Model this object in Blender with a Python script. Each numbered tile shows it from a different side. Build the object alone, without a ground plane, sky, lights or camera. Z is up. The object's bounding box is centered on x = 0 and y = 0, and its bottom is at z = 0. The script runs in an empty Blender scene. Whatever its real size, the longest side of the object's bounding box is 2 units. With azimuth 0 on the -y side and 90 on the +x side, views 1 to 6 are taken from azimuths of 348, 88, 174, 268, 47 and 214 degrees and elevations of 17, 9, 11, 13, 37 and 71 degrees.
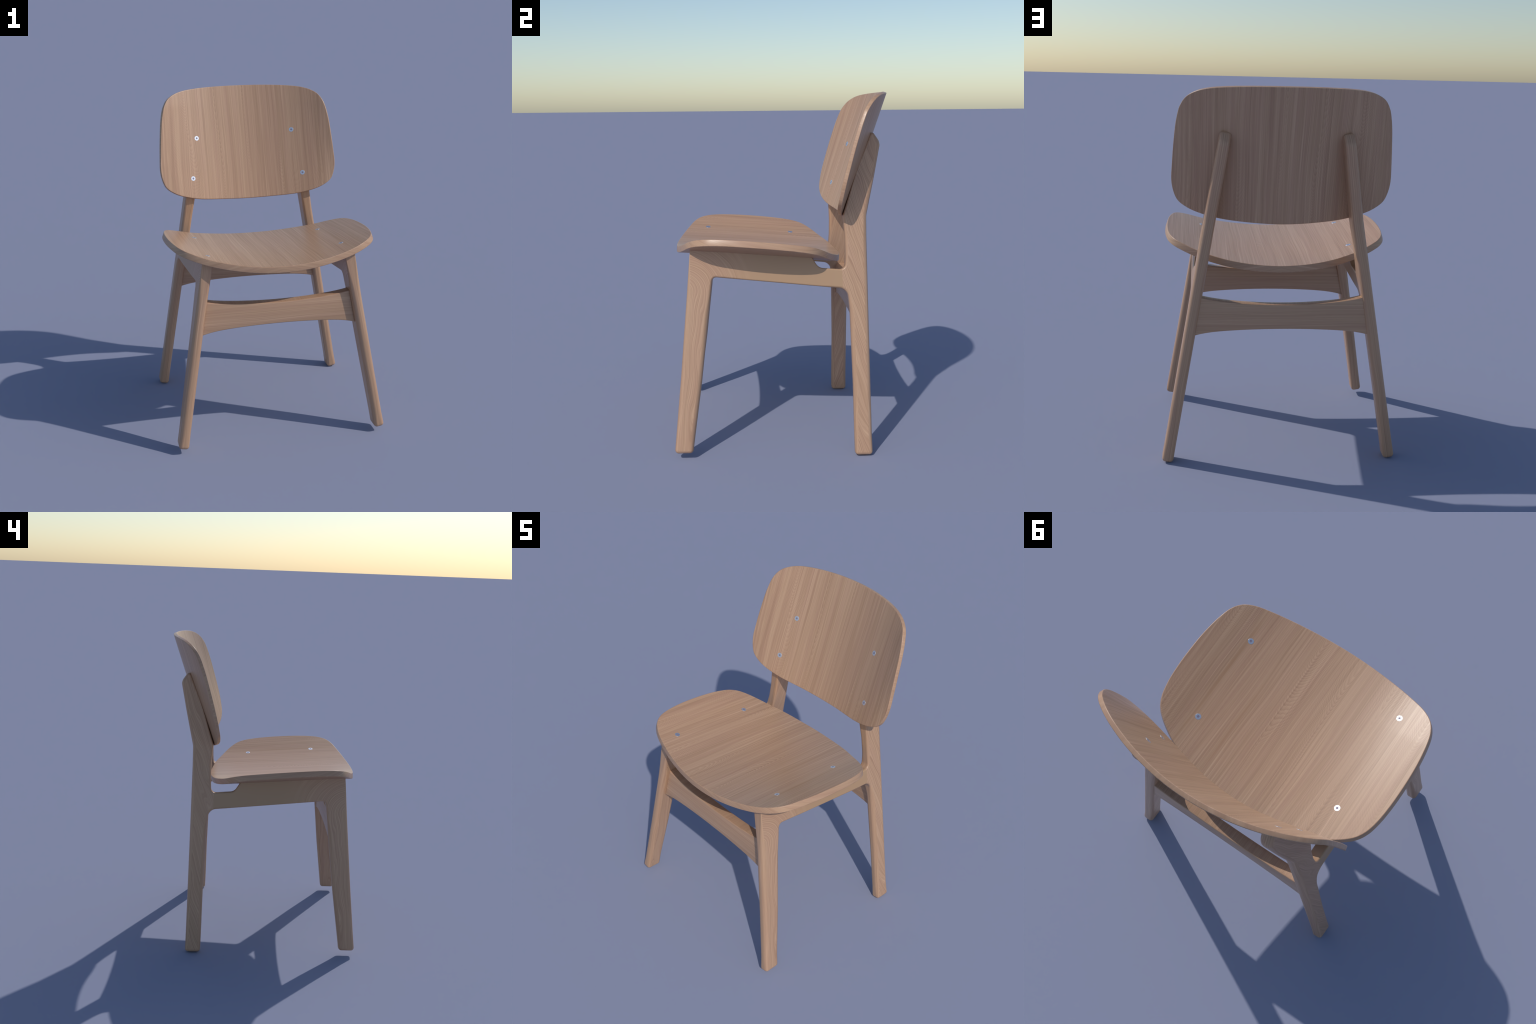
"""Oak dining chair: bent-plywood seat and backrest on two splayed side frames
(front leg + side rail + rear leg that carries the backrest), tied by two
waisted stretchers, fixed with eight small steel bolts."""
import bpy, math
from mathutils import Vector, Matrix

# ------------------------------------------------------------------ helpers
def catmull(points, per_span, closed=True):
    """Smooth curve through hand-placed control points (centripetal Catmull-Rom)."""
    n = len(points); out = []
    for i in range(n if closed else n - 1):
        if closed:
            p = [Vector(points[(i + k) % n]) for k in (-1, 0, 1, 2)]
        else:
            p = [Vector(points[min(max(i + k, 0), n - 1)]) for k in (-1, 0, 1, 2)]
        t = [0.0]
        for a, b in zip(p, p[1:]):
            t.append(t[-1] + max((b - a).length, 1e-6) ** 0.5)
        for s in range(per_span):
            u = t[1] + (t[2] - t[1]) * s / per_span
            A1 = (t[1]-u)/(t[1]-t[0])*p[0] + (u-t[0])/(t[1]-t[0])*p[1]
            A2 = (t[2]-u)/(t[2]-t[1])*p[1] + (u-t[1])/(t[2]-t[1])*p[2]
            A3 = (t[3]-u)/(t[3]-t[2])*p[2] + (u-t[2])/(t[3]-t[2])*p[3]
            B1 = (t[2]-u)/(t[2]-t[0])*A1 + (u-t[0])/(t[2]-t[0])*A2
            B2 = (t[3]-u)/(t[3]-t[1])*A2 + (u-t[1])/(t[3]-t[1])*A3
            out.append((t[2]-u)/(t[2]-t[1])*B1 + (u-t[1])/(t[2]-t[1])*B2)
    return out

def resample(points, n):
    """Closed curve -> n points at even arc length."""
    d = [0.0]
    m = len(points)
    for i in range(m):
        d.append(d[-1] + (points[(i + 1) % m] - points[i]).length)
    out, j = [], 0
    for k in range(n):
        s = d[-1] * k / n
        while d[j + 1] < s:
            j += 1
        f = (s - d[j]) / (d[j + 1] - d[j])
        out.append(points[j % m].lerp(points[(j + 1) % m], f))
    return out

def smoothstep(a, b, x):
    t = min(max((x - a) / (b - a), 0.0), 1.0)
    return t * t * (3 - 2 * t)

def new_object(name, verts, faces, materials, parent, face_material=None, normals=None):
    me = bpy.data.meshes.new(name)
    me.from_pydata([tuple(v) for v in verts], [], faces)
    for m in materials:
        me.materials.append(m)
    for i, p in enumerate(me.polygons):
        p.use_smooth = True
        if face_material:
            p.material_index = face_material[i]
    me.update()
    if normals:
        me.normals_split_custom_set_from_vertices([tuple(n) for n in normals])
    ob = bpy.data.objects.new(name, me)
    bpy.context.scene.collection.objects.link(ob)
    ob.parent = parent
    return ob

# ---------------------------------------------------------------- materials
class Nodes:
    """Tiny expression builder for shader node trees."""
    def __init__(self, name):
        self.mat = bpy.data.materials.new(name)
        self.mat.use_nodes = True
        self.t = self.mat.node_tree
        self.t.nodes.clear()
    def put(self, sock, v):
        if isinstance(v, bpy.types.NodeSocket):
            self.t.links.new(v, sock)
        elif v is not None:
            sock.default_value = v
    def math(self, op, a, b=None, c=None, clamp=False):
        n = self.t.nodes.new('ShaderNodeMath'); n.operation = op; n.use_clamp = clamp
        for s, v in zip(n.inputs, (a, b, c)):
            self.put(s, v)
        return n.outputs[0]
    def add(self, a, b): return self.math('ADD', a, b)
    def mul(self, a, b): return self.math('MULTIPLY', a, b)
    def vec(self, x, y, z):
        n = self.t.nodes.new('ShaderNodeCombineXYZ')
        for s, v in zip(n.inputs, (x, y, z)):
            self.put(s, v)
        return n.outputs[0]
    def coords(self):
        n = self.t.nodes.new('ShaderNodeTexCoord')
        s = self.t.nodes.new('ShaderNodeSeparateXYZ')
        self.t.links.new(n.outputs['Object'], s.inputs[0])
        return s.outputs
    def noise(self, v, detail=2.0, rough=0.5, distort=0.0):
        n = self.t.nodes.new('ShaderNodeTexNoise')
        self.put(n.inputs['Vector'], v)
        n.inputs['Scale'].default_value = 1.0
        n.inputs['Detail'].default_value = detail
        n.inputs['Roughness'].default_value = rough
        n.inputs['Distortion'].default_value = distort
        return n.outputs['Fac']
    def range(self, v, a, b, c=0.0, d=1.0, smooth=False):
        n = self.t.nodes.new('ShaderNodeMapRange')
        if smooth: n.interpolation_type = 'SMOOTHSTEP'
        self.put(n.inputs[0], v)
        for s, k in zip(n.inputs[1:5], (a, b, c, d)):
            s.default_value = k
        return n.outputs[0]
    def mix(self, f, a, b):
        n = self.t.nodes.new('ShaderNodeMix'); n.data_type = 'RGBA'
        self.put(n.inputs[0], f); self.put(n.inputs[6], a); self.put(n.inputs[7], b)
        return n.outputs[2]
    def finish(self, color, rough, bump=None, metallic=0.0, specular=0.5):
        b = self.t.nodes.new('ShaderNodeBsdfPrincipled')
        o = self.t.nodes.new('ShaderNodeOutputMaterial')
        self.put(b.inputs['Base Color'], color)
        self.put(b.inputs['Roughness'], rough)
        self.put(b.inputs['Metallic'], metallic)
        b.inputs['Specular IOR Level'].default_value = specular
        if bump is not None:
            n = self.t.nodes.new('ShaderNodeBump')
            n.inputs['Strength'].default_value = 0.06
            n.inputs['Distance'].default_value = 0.002
            self.put(n.inputs['Height'], bump)
            self.t.links.new(n.outputs[0], b.inputs['Normal'])
        self.t.links.new(b.outputs[0], o.inputs[0])
        return self.mat

# oak palette (linear base colours)
OAK_PALE   = (0.590, 0.378, 0.244, 1)
OAK_MID    = (0.472, 0.288, 0.178, 1)
OAK_DARK   = (0.336, 0.192, 0.116, 1)
OAK_PINK   = (0.474, 0.278, 0.183, 1)
OAK_PLAIN  = (0.460, 0.291, 0.169, 1)      # the plain side rails
OAK_STREAK = (0.360, 0.185, 0.088, 1)

def centred(N, v): return N.math('SUBTRACT', v, 0.5)

def oak(name, grain, lines=120.0, line_depth=0.30, wander=0.03, wander_scale=(4.0, 1.6),
        arch=0.0, streak=1.0, contrast=1.0, seed=0.0, fade=None, mineral=False):
    """Oak: growth lines (contours of the across-grain distance, pushed about by
    slow noise), streaks drawn out along the grain and fine pores.
    grain(N, xyz) -> (across, depth, along).  arch > 0 adds cathedral figure:
    nested arches every 0.23 m that run along the grain."""
    N = Nodes(name)
    u, w, v = grain(N, N.coords())
    ws, vs = wander_scale
    slow = centred(N, N.noise(N.vec(N.mul(u, ws), N.add(N.mul(w, ws), seed), N.mul(v, vs)), 1.5, 0.5))
    fine = centred(N, N.noise(N.vec(N.mul(u, 30.0), N.add(N.mul(w, 12.0), seed + 2.0), N.mul(v, 16.0)), 2.0, 0.5))
    u1 = N.add(u, N.mul(slow, wander))
    u2 = N.add(u1, N.mul(fine, 0.005))
    strength = N.range(N.noise(N.vec(N.mul(u1, 3.4), N.add(w, seed + 20.0), N.mul(v, 0.8)), 1.0), 0.36, 0.60, 0.12, 1.0, True)
    if arch:
        drift = centred(N, N.noise(N.vec(N.mul(u, 1.6), seed + 9.0, N.mul(v, 0.6)), 0.0))
        jag = centred(N, N.noise(N.vec(N.mul(u, 34.0), seed, N.mul(v, 18.0)), 3.0, 0.55))
        at = N.add(N.add(u1, N.mul(jag, 0.014)), N.add(N.mul(drift, 0.22), 10.0 + 0.017 * seed))
        fold = N.math('PINGPONG', at, 0.115)
        strip = N.math('FLOOR', N.mul(N.add(at, 0.115), 1 / 0.23))
        bow = N.math('SQRT', N.add(N.mul(fold, fold), 0.00012))
        f = N.add(N.add(bow, N.mul(v, arch)), N.add(N.mul(slow, 0.25), N.mul(strip, 0.317)))
        show = N.noise(N.vec(N.mul(strip, 3.7), N.mul(v, 1.7), seed), 1.0)
        strength = N.mul(N.range(show, 0.42, 0.66, 0.12, 1.0, True), N.range(fold, 0.03, 0.11, 1.0, 0.30, True))
    else:
        f = u2
    ring = N.math('FRACT', N.mul(f, lines))
    ring = N.mul(N.math('POWER', ring, 1.6), N.range(ring, 0.85, 1.0, 1.0, 0.0))
    broad = centred(N, N.noise(N.vec(N.mul(u1, 15.0), N.add(N.mul(w, 9.0), seed + 3.0), N.mul(v, 0.5)), 2.0))
    mid = centred(N, N.noise(N.vec(N.mul(u1, 85.0), N.add(N.mul(w, 30.0), seed), N.mul(v, 0.9)), 2.0, 0.6))
    thin = centred(N, N.noise(N.vec(N.mul(u1, 210.0), N.add(N.mul(w, 60.0), seed), N.mul(v, 1.6)), 2.0, 0.6))
    pore = centred(N, N.noise(N.vec(N.mul(u1, 520.0), N.mul(w, 130.0), N.mul(v, 5.0)), 1.0, 0.7))
    pale = N.range(N.noise(N.vec(N.mul(u1, 120.0), N.add(N.mul(w, 40.0), seed + 60.0), N.mul(v, 1.1)), 1.0), 0.60, 0.74, 0.0, 1.0, True)
    t = N.mul(N.mul(N.math('SUBTRACT', ring, 0.35), strength), line_depth * 1.9)
    t = N.add(t, N.mul(N.add(N.add(N.mul(broad, 0.42), N.mul(mid, 0.95)), N.mul(thin, 0.80)), streak))
    t = N.add(t, N.mul(pale, -0.30 * streak))
    t = N.mul(N.add(t, N.mul(pore, 0.35)), contrast)
    if fade is not None:                       # plain, figureless stretch of wood
        plain = fade(N)
        t = N.mul(t, plain)
    t = N.math('ADD', t, 0.42, clamp=True)
    hue = N.noise(N.vec(N.mul(u1, 34.0), N.add(N.mul(w, 9.0), seed + 40.0), N.mul(v, 0.8)), 2.0)
    mid_col = N.mix(N.range(hue, 0.40, 0.65, 0.0, 0.7), OAK_MID, OAK_PINK)
    col = N.mix(N.range(t, 0.0, 0.5), OAK_PALE, mid_col)
    col = N.mix(N.range(t, 0.5, 1.0), col, OAK_DARK)
    if fade is not None:
        col = N.mix(N.math('SUBTRACT', 1.0, plain), col, OAK_PLAIN)
    if mineral:                                # a few long brown mineral streaks
        m = N.noise(N.vec(N.mul(u1, 22.0), seed + 4.4, N.mul(v, 0.75)), 0.0)
        col = N.mix(N.mul(N.range(m, 0.76, 0.86, 0.0, 1.0, True), 0.5), col, OAK_STREAK)
    rough = N.range(t, 0.0, 1.0, 0.33, 0.41)
    return N.finish(col, rough, bump=N.math('SUBTRACT', 1.0, t))

# The depth axis is measured square to each panel, so that the grain runs on
# without being cut off by the lean of the part.
def grain_seat(N, c):      return c[0], N.add(c[2], N.mul(c[1], 0.067)), c[1]
def grain_back(N, c):      return c[0], N.add(c[1], N.mul(c[2], -0.3366)), c[2]
def grain_stretcher(N, c): return c[2], c[1], c[0]
def grain_cross(N, c):     return c[0], c[2], c[1]
def grain_shell_edge(N, c):
    u = N.add(N.mul(N.math('ABSOLUTE', c[0]), 0.22), N.add(N.mul(c[1], 0.20), N.mul(c[2], 0.9)))
    return u, N.mul(c[2], 0.2), N.add(c[0], c[1])
def leg_depth(N, c):
    return N.add(N.math('ABSOLUTE', c[0]), N.mul(c[2], 0.167))
def grain_front_leg(N, c):
    # growth lines run up the leg and fan over its head into the rail
    dy = N.math('ADD', N.add(c[1], 0.66), N.mul(c[2], -0.088))
    dz = N.math('MAXIMUM', N.math('SUBTRACT', c[2], 0.90), 0.0)
    return N.math('SQRT', N.add(N.mul(dy, dy), N.mul(dz, dz))), leg_depth(N, c), c[2]
def grain_rear_leg(N, c):
    # sawn a little across the grain: lines fall rearwards on one side of the
    # chair and forwards on the other
    z = N.mul(c[2], N.math('SIGN', c[0]))
    y = N.mul(c[1], N.math('SIGN', c[0]))
    return N.add(N.mul(c[1], 0.93), N.mul(z, 0.33)), leg_depth(N, c), N.add(N.mul(c[2], 0.93), N.mul(y, -0.33))
def grain_leg_edge(N, c):
    return leg_depth(N, c), N.mul(c[1], 0.3), c[2]
def knee_fade(N):
    return N.range(N.coords()[1], -0.36, -0.10, 1.0, 0.10, True)

SEAT_OAK = oak('seat_oak', grain_seat, lines=115.0, line_depth=0.24, arch=0.34, seed=1.0, mineral=True)
BACK_OAK = oak('backrest_oak', grain_back, lines=115.0, line_depth=0.22, arch=-0.34, seed=5.0, mineral=True)
SHELL_EDGE_OAK = oak('plywood_edge_oak', grain_shell_edge, line_depth=0.0, streak=0.9, contrast=0.8, seed=43.0)
LEG = dict(lines=105.0, line_depth=0.30, wander=0.11, wander_scale=(11.0, 2.6), streak=0.95)
FRONT_LEG_OAK = oak('front_leg_oak', grain_front_leg, seed=11.0, fade=knee_fade, **LEG)
RAIL_OAK = oak('side_rail_oak', grain_front_leg, seed=11.0, fade=knee_fade, **LEG)
REAR_LEG_OAK = oak('rear_leg_oak', grain_rear_leg, seed=17.0, **LEG)
LEG_EDGE_OAK = oak('leg_edge_oak', grain_leg_edge, lines=110.0, line_depth=0.20, wander=0.05, streak=0.8, seed=19.0)
STRETCHER_OAK = oak('stretcher_oak', grain_stretcher, lines=110.0, line_depth=0.16, wander=0.03, streak=0.85, contrast=0.9, seed=31.0)
STRETCHER_CROSS_OAK = oak('stretcher_cross_grain_oak', grain_cross, lines=110.0, line_depth=0.16, streak=0.85, contrast=0.9, seed=37.0)

def steel(name, color, rough, metallic):
    N = Nodes(name)
    return N.finish(color, rough, metallic=metallic)
BOLT_STEEL = steel('bolt_steel', (0.72, 0.75, 0.82, 1), 0.38, 0.85)  # base tinted blue-white, less metallic, to carry the pale sky reflection
BOLT_RECESS = steel('bolt_recess_steel', (0.26, 0.23, 0.31, 1), 0.55, 0.2)

# --------------------------------------------------------------------- chair
chair = bpy.data.objects.new('wooden_chair', None)
bpy.context.scene.collection.objects.link(chair)
chair['label'] = 'light oak dining chair with curved plywood seat and backrest'
chair['category'] = 'chair'

# ------------------------------------------------------------ plywood shells
SHELL_SHIFT = 0.004        # seat and backrest sit a little off centre
def shell(name, half_outline, centre, surface, thickness, bevel, material):
    """Moulded plywood panel: outline in 2D (a, b), surface(a, b) -> (point, normal)
    of its show face, edges square to the face with a small round-over."""
    other = [(-a, b) for a, b in reversed(half_outline) if a > 1e-6]
    loop = resample(catmull([Vector(p) for p in half_outline + other], 24), 260)
    n = len(loop)
    c = Vector(centre)
    # 2D outward normals
    nor = []
    for i in range(n):
        d = (loop[(i + 1) % n] - loop[i - 1]).normalized()
        nor.append(Vector((d.y, -d.x)))
    if (loop[0] - c).dot(nor[0]) < 0:
        nor = [-q for q in nor]
    rings = []                                    # (2D loop, depth below face)
    core = 26
    for k in range(1, core + 1):
        f = k / core
        rings.append(([c + (p - q * (bevel + 0.002) - c) * f for p, q in zip(loop, nor)], 0.0))
    steps = 5
    for k in range(steps + 1):
        a = math.pi / 2 * k / steps
        rings.append(([p - q * bevel * (1 - math.sin(a)) for p, q in zip(loop, nor)], bevel * (1 - math.cos(a))))
    under = [(l, thickness - d) for l, d in reversed(rings)]
    rings += under
    verts, faces = [], []
    def lift(p, d):
        P, Nn = surface(p.x, p.y)
        return P - Nn * d + Vector((SHELL_SHIFT, 0, 0))
    verts.append(lift(c, 0.0))
    for l, d in rings:
        verts += [lift(p, d) for p in l]
    verts.append(lift(c, thickness))
    last = len(verts) - 1
    for i in range(n):
        faces.append((0, 1 + i, 1 + (i + 1) % n))
    for k in range(len(rings) - 1):
        b0, b1 = 1 + k * n, 1 + (k + 1) * n
        for i in range(n):
            j = (i + 1) % n
            faces.append((b0 + i, b1 + i, b1 + j, b0 + j))
    b0 = 1 + (len(rings) - 1) * n
    for i in range(n):
        faces.append((b0 + i, last, b0 + (i + 1) % n))
    first, count = n + (core - 1 + steps - 1) * n, 3 * n      # the faces between both round-overs
    slot = [1 if first <= i < first + count else 0 for i in range(len(faces))]
    ob = new_object(name, verts, faces, [material, SHELL_EDGE_OAK], chair, slot)
    me = ob.data
    p0, n0 = surface(c.x, c.y)
    if me.polygons[0].normal.dot(n0) < 0:
        me.flip_normals()
    return ob

# The seat falls to the rear and is dished across; its sides bend up into
# straight flanks just outside the bolts.
SEAT_Z, SEAT_FALL, SEAT_T = 1.078, 0.067, 0.037
SEAT_SLOPES = [(0, 0), (.10, .064), (.20, .130), (.30, .195), (.37, .240), (.40, .270), (.43, .315),
               (.46, .348), (.50, .362), (.70, .372)]
def seat_rise(x):
    """Height above the middle and slope at |x|, by integrating the slope profile."""
    x = abs(x); z = 0.0
    for (x0, s0), (x1, s1) in zip(SEAT_SLOPES, SEAT_SLOPES[1:]):
        e = min(x, x1)
        se = s0 + (s1 - s0) * (e - x0) / (x1 - x0)
        z += (s0 + se) / 2 * (e - x0)
        if x <= x1:
            break
    return z, se
def seat_surface(x, y):
    rise, slope = seat_rise(x)
    flatter = 1.0 - 0.20 * max(y + 0.37, 0.0)          # the dish eases towards the rear
    rise, slope = rise * flatter, slope * flatter
    z = SEAT_Z - SEAT_FALL * y + rise
    return Vector((x, y, z)), Vector((-math.copysign(slope, x), SEAT_FALL, 1)).normalized()

# The backrest leans, and is hollowed across its width; towards the bottom the
# hollow is deeper in the middle and the sides run out straighter.
BACK_Y, BACK_LEAN, BACK_T = 0.6005, 0.3366, 0.022
def back_depth(x, z):
    t = (1.90 - z) / 0.46
    a, b = 0.50 + 0.0525 * t, max(0.572 * t, 0.0)
    return BACK_Y - BACK_LEAN * (2.0 - z) - a * x * x + b * x**4
def back_surface(x, z):
    h = 1e-4
    y = back_depth(x, z)
    yx = (back_depth(x + h, z) - back_depth(x - h, z)) / (2 * h)
    yz = (back_depth(x, z + h) - back_depth(x, z - h)) / (2 * h)
    return Vector((x, y, z)), Vector((yx, -1, yz)).normalized()

SEAT_HALF = [(0, -.614), (.15, -.606), (.30, -.583), (.42, -.553), (.49, -.526), (.542, -.489),
             (.574, -.438), (.592, -.37), (.605, -.28), (.611, -.19), (.611, -.05), (.602, .05),
             (.586, .118), (.560, .165), (.52, .202), (.45, .245), (.40, .268), (.27, .317),
             (.13, .344), (0, .353)]
BACK_HALF = [(0, 2.001), (.20, 1.999), (.32, 1.994), (.40, 1.985), (.455, 1.969), (.497, 1.943),
             (.525, 1.900), (.546, 1.82), (.560, 1.71), (.570, 1.60), (.575, 1.51), (.566, 1.453),
             (.545, 1.405), (.50, 1.369), (.44, 1.342), (.33, 1.314), (.17, 1.297), (0, 1.290)]
seat = shell('seat', SEAT_HALF, (0, -.13), seat_surface, SEAT_T, 0.0035, SEAT_OAK)
backrest = shell('backrest', BACK_HALF, (0, 1.65), back_surface, BACK_T, 0.0035, BACK_OAK)

# --------------------------------------------------------------- side frames
# Each side is sawn flat and stands in a plane that leans inwards:
#   |x| = FOOT_X - SPLAY * z - TOE * (y - 0.43)   (mid-plane)
FOOT_X, SPLAY, TOE, FRAME_W = 0.605, 0.167, 0.006, 0.062

# corners of the frame in side elevation: (y, z, fillet radius, edge round-over, piece)
FL, RAIL, RL = 'front_leg', 'side_rail', 'rear_leg'
FRAME = [
    (-.618, .033, .020, .0195, FL), (-.517, .033, .020, .0195, FL),
    (-.505, .12, .4, .027, FL), (-.463, .42, 1.0, .027, FL), (-.422, .77, 1.0, .027, FL),
    (-.398, .990, .024, .012, RAIL),
    (-.20, .970, .5, .008, RAIL), (.20, .929, .5, .008, RAIL),
    (.351, .913, .055, .014, RL),
    (.363, .80, .5, .026, RL), (.375, .40, 1.5, .026, RL), (.379, .10, 1.5, .026, RL),
    (.382, .002, .019, .0185, RL), (.479, .002, .019, .0185, RL),
    (.477, .10, 1.5, .026, RL), (.473, .40, 1.5, .026, RL), (.467, .85, 1.5, .026, RL), (.463, 1.20, 1.0, .026, RL),
    (.464, 1.315, .10, .026, RL), (.510, 1.525, 2.0, .026, RL),
    (.5485, 1.716, .050, .028, RL), (.496, 1.789, .018, .0175, RL),
    (.404, 1.545, 2.0, .006, RL),
    (.333, 1.324, .05, .010, RL), (.342, 1.20, .5, .018, RL), (.343, 1.10, .3, .018, RL),
    (.339, 1.020, .030, .010, RAIL), (.192, 1.031, .050, .008, RAIL),
    (.143, 1.106, .004, .003, RAIL), (-.30, 1.126, .5, .003, RAIL),
    (-.519, 1.142, .004, .003, FL),
    (-.5445, .85, 2.0, .027, FL), (-.5785, .45, 2.0, .027, FL), (-.610, .12, 1.0, .027, FL),
]

def frame_outline():
    """Fillet every corner and sample the outline evenly; returns points with
    round-over radius and piece tag."""
    pts = []
    n = len(FRAME)
    for i, (y, z, R, r, tag) in enumerate(FRAME):
        p = Vector((y, z)); a = Vector(FRAME[i - 1][:2]); b = Vector(FRAME[(i + 1) % n][:2])
        da, db = (a - p), (b - p)
        ang = da.angle(db)
        lim = 0.48 * min(da.length, db.length)
        tl = min(R / math.tan(ang / 2), lim)
        da.normalize(); db.normalize()
        turn = math.pi - ang
        steps = max(2, int(turn / math.radians(7)))
        s, e = p + da * tl, p + db * tl
        for k in range(steps + 1):
            t = k / steps                      # rational quadratic = circular arc
            wgt = math.cos(turn / 2)
            q = (1-t)**2 * s + 2*t*(1-t)*wgt * p + t*t * e
            q /= (1-t)**2 + 2*t*(1-t)*wgt + t*t
            pts.append((q, r, tag))
    pts = [q for i, q in enumerate(pts) if (q[0] - pts[i - 1][0]).length > 5e-4]
    # fill the long straights
    out = []
    m = len(pts)
    for i in range(m):
        p, r, tag = pts[i]; q, r2, tag2 = pts[(i + 1) % m]
        out.append((p, r, tag))
        L = (q - p).length
        k = int(L / 0.02)
        for j in range(1, k + 1):
            f = j / (k + 1)
            out.append((p.lerp(q, f), r + (r2 - r) * smoothstep(0, 1, f), tag if f < .5 else tag2))
    return out

def side_frame(side):
    out = frame_outline()
    n = len(out)
    P = [o[0] for o in out]
    rad = [o[1] for o in out]
    for _ in range(6):                             # let round-overs blend into each other
        rad = [(rad[i-1] + 2*rad[i] + rad[(i+1) % n]) / 4 for i in range(n)]
    nor = []
    for i in range(n):
        e1 = (P[i] - P[i-1]).normalized(); e2 = (P[(i+1) % n] - P[i]).normalized()
        d = (e1 + e2).normalized()
        nor.append(Vector((d.y, -d.x)))            # outward for counter-clockwise
    area = sum(P[i-1].x*P[i].y - P[i].x*P[i-1].y for i in range(n))
    if area < 0:
        nor = [-q for q in nor]
    slope = math.sqrt(1 + SPLAY**2)
    face_n = Vector((1, 0, SPLAY)) / slope         # outward face normal on +x side
    up = Vector((-SPLAY, 0, 1)) / slope
    half = FRAME_W / 2 / slope
    K = 7
    ring_pos, ring_nor = [], []                    # from outer flat over the edge to inner flat
    for sgn, seq in ((1, range(K + 1)), (-1, range(K, -1, -1))):
        for k in seq:
            a = math.pi / 2 * (1 - k / K)          # 90deg: flat face, 0: edge side
            pos, nrm = [], []
            for i in range(n):
                r = rad[i]
                q = P[i] - nor[i] * r * (1 - math.cos(a))
                depth = sgn * (half - r * (1 - math.sin(a)))
                mid = Vector((FOOT_X - SPLAY * q.y - TOE * (q.x - 0.43), q.x, q.y))
                v = mid + face_n * depth
                nn = (Vector((0, nor[i].x, 0)) + up * nor[i].y) * math.cos(a) + face_n * sgn * math.sin(a)
                pos.append(Vector((v.x * side, v.y, v.z)))
                nrm.append(Vector((nn.x * side, nn.y, nn.z)).normalized())
            ring_pos.append(pos); ring_nor.append(nrm)
    R = len(ring_pos)
    # cut the outline into the three pieces at four outline points
    def nearest(y, z):
        return min(range(n), key=lambda i: (P[i] - Vector((y, z))).length)
    front_low, rear_low = nearest(-.33, .986), nearest(.318, .921)
    rear_top, front_top = nearest(.318, 1.022), nearest(-.33, 1.128)
    def span(a, b):
        return [(a + k) % n for k in range((b - a) % n + 1)]
    pieces = {RAIL: (span(front_low, rear_low), span(rear_top, front_top)),
              RL: (span(rear_low, rear_top),), FL: (span(front_top, front_low),)}
    mats = {RAIL: RAIL_OAK, RL: REAR_LEG_OAK, FL: FRONT_LEG_OAK}
    for name, chains in pieces.items():
        verts, norms, faces, slot = [], [], [], []
        idx = {}
        for ch in chains:
            for i in ch:
                for k in range(R):
                    idx[(k, i)] = len(verts)
                    verts.append(ring_pos[k][i]); norms.append(ring_nor[k][i])
            for i, j in zip(ch, ch[1:]):
                for k in range(R - 1):
                    slot.append(1 if 1 <= k <= R - 3 and name != RAIL else 0)
                    f = (idx[(k, i)], idx[(k+1, i)], idx[(k+1, j)], idx[(k, j)])
                    faces.append(f)
        flat = [i for ch in chains for i in ch]
        faces.append(tuple(idx[(0, i)] for i in flat))
        faces.append(tuple(idx[(R-1, i)] for i in reversed(flat)))
        # orient by the outer flat face
        a = [verts[q] for q in faces[-2]]
        nn = Vector((0, 0, 0))
        for p, q in zip(a, a[1:] + a[:1]):
            nn += p.cross(q)
        want = Vector((face_n.x * side, 0, face_n.z))
        if nn.dot(want) < 0:
            faces[-2] = tuple(reversed(faces[-2])); faces[-1] = tuple(reversed(faces[-1]))
        fixed = []
        for f in faces[:-2]:
            p = [verts[q] for q in f]
            g = (p[2] - p[0]).cross(p[3] - p[1])
            s = norms[f[0]] + norms[f[1]] + norms[f[2]] + norms[f[3]]
            fixed.append(f if g.dot(s) >= 0 else tuple(reversed(f)))
        new_object(name, verts, fixed + faces[-2:], [mats[name], LEG_EDGE_OAK], chair, slot + [0, 0], norms)

side_frame(1)
side_frame(-1)

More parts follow.
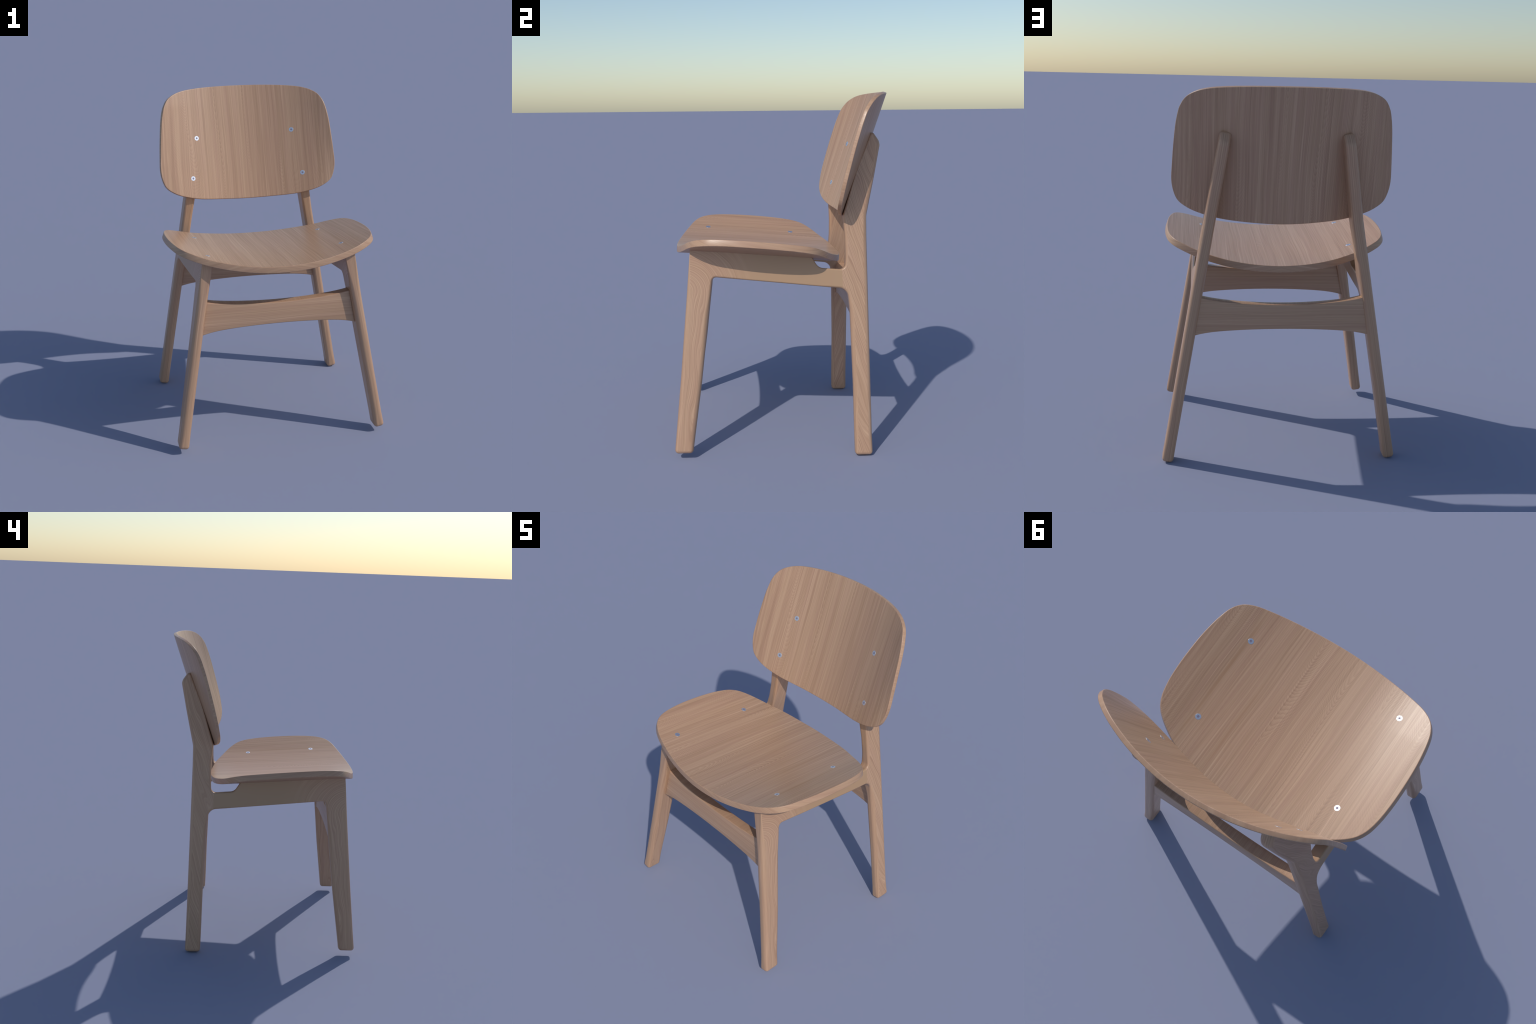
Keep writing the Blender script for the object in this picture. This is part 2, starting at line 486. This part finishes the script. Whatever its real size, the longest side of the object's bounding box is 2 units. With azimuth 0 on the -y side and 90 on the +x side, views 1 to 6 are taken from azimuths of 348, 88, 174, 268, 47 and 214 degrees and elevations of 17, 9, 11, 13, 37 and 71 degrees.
# ---------------------------------------------------------------- stretchers
def stretcher(front_y, thickness, lean, top, bottom, end_rise, end_drop):
    """Waisted rail between two legs: deeper at the ends than in the middle.
    front_y: position of its outer face at z = 0.9, lean: dy/dz."""
    nx, r, arc = 72, 0.006, 4
    s = 1 if thickness > 0 else -1
    T = abs(thickness)
    verts, faces, fm = [], [], []
    def section(x_frac):
        t = abs(x_frac)
        zt = top + end_rise * (0.85 * t**2 + 0.15 * t**8)
        zb = bottom - end_drop * (0.60 * t**2 + 0.40 * t**8)
        pts = []
        corners = [(r, zb + r, 180), (T - r, zb + r, 270), (T - r, zt - r, 0), (r, zt - r, 90)]
        for cy, cz, a0 in corners:
            for k in range(arc + 1):
                a = math.radians(a0 + 90 * k / arc)
                pts.append((cy + r * math.cos(a), cz + r * math.sin(a), None))
        return pts
    m = 4 * (arc + 1)
    for i in range(nx + 1):
        xf = -1 + 2 * i / nx
        for d, z, _ in section(xf):
            reach = FOOT_X - SPLAY * z - 0.020     # tenon end inside the leg
            y = front_y + s * d + lean * (z - 0.9) * (1 - d / T)   # only the outer face leans
            verts.append(Vector((xf * reach, y, z)))
    for i in range(nx):
        for k in range(m):
            q = (k + 1) % m
            f = (i*m + k, i*m + q, (i+1)*m + q, (i+1)*m + k)
            faces.append(f if s < 0 else tuple(reversed(f)))
            fm.append(1 if k in (arc, 3 * arc + 2) else 0)
    faces.append(tuple(range(m)) if s > 0 else tuple(reversed(range(m)))); fm.append(0)
    e = nx * m
    faces.append(tuple(reversed(range(e, e + m))) if s > 0 else tuple(range(e, e + m))); fm.append(0)
    ob = new_object('stretcher', verts, faces, [STRETCHER_OAK, STRETCHER_CROSS_OAK], chair, fm)
    me = ob.data
    # make sure faces look outwards
    c = Vector((0, front_y + s * T / 2, (top + bottom) / 2))
    p = me.polygons[len(me.polygons) // 2]
    if (p.center - Vector((p.center.x, c.y, c.z))).dot(p.normal) < 0:
        me.flip_normals()
    for p in me.polygons[-2:]:
        p.use_smooth = False
    return ob

stretcher(-.497, 0.060, 0.105, .865, .738, .035, .038)
stretcher(.452, -0.061, 0.0, .866, .734, .042, .036)

# --------------------------------------------------------------------- bolts
def bolt_mesh():
    """Flat steel screw head with a round-edged rim and a dished socket."""
    profile = [(0.0150, -0.002, 0), (0.0150, 0.0002, 0), (0.0149, 0.0005, 0), (0.0146, 0.0007, 0),
               (0.0062, 0.0007, 0), (0.0060, 0.0005, 1), (0.0058, 0.0002, 1), (0.0, 0.0002, 1)]
    seg = 40
    verts, faces, fm = [], [], []
    for r, z, _ in profile[:-1]:
        verts += [(r * math.cos(2*math.pi*i/seg), r * math.sin(2*math.pi*i/seg), z) for i in range(seg)]
    verts.append((0, 0, profile[-1][1]))
    for k in range(len(profile) - 2):
        for i in range(seg):
            j = (i + 1) % seg
            faces.append((k*seg + i, k*seg + j, (k+1)*seg + j, (k+1)*seg + i)); fm.append(profile[k + 1][2])
    b = (len(profile) - 2) * seg
    for i in range(seg):
        faces.append((b + i, b + (i + 1) % seg, len(verts) - 1)); fm.append(1)
    me = bpy.data.meshes.new('bolt')
    me.from_pydata(verts, [], faces)
    me.materials.append(BOLT_STEEL); me.materials.append(BOLT_RECESS)
    for p, m in zip(me.polygons, fm):
        p.material_index = m
        p.use_smooth = m == 0 and abs(p.normal.z) < 0.98
    me.update()
    return me

BOLT = bolt_mesh()
def place_bolt(parent, surface, a, b):
    p, n = surface(a - SHELL_SHIFT, b)
    p = p + Vector((SHELL_SHIFT, 0, 0))
    ob = bpy.data.objects.new('bolt', BOLT)
    bpy.context.scene.collection.objects.link(ob)
    ob.parent = parent
    ob.matrix_world = Matrix.Translation(p) @ n.to_track_quat('Z', 'Y').to_matrix().to_4x4()
    return ob

for a, b in ((-.404, -.440), (.414, -.368), (-.403, .089), (.401, .090)):
    place_bolt(seat, seat_surface, a, b)
for a, b in ((-.316, 1.687), (.320, 1.714), (-.360, 1.443), (.370, 1.443)):
    place_bolt(backrest, back_surface, a, b)
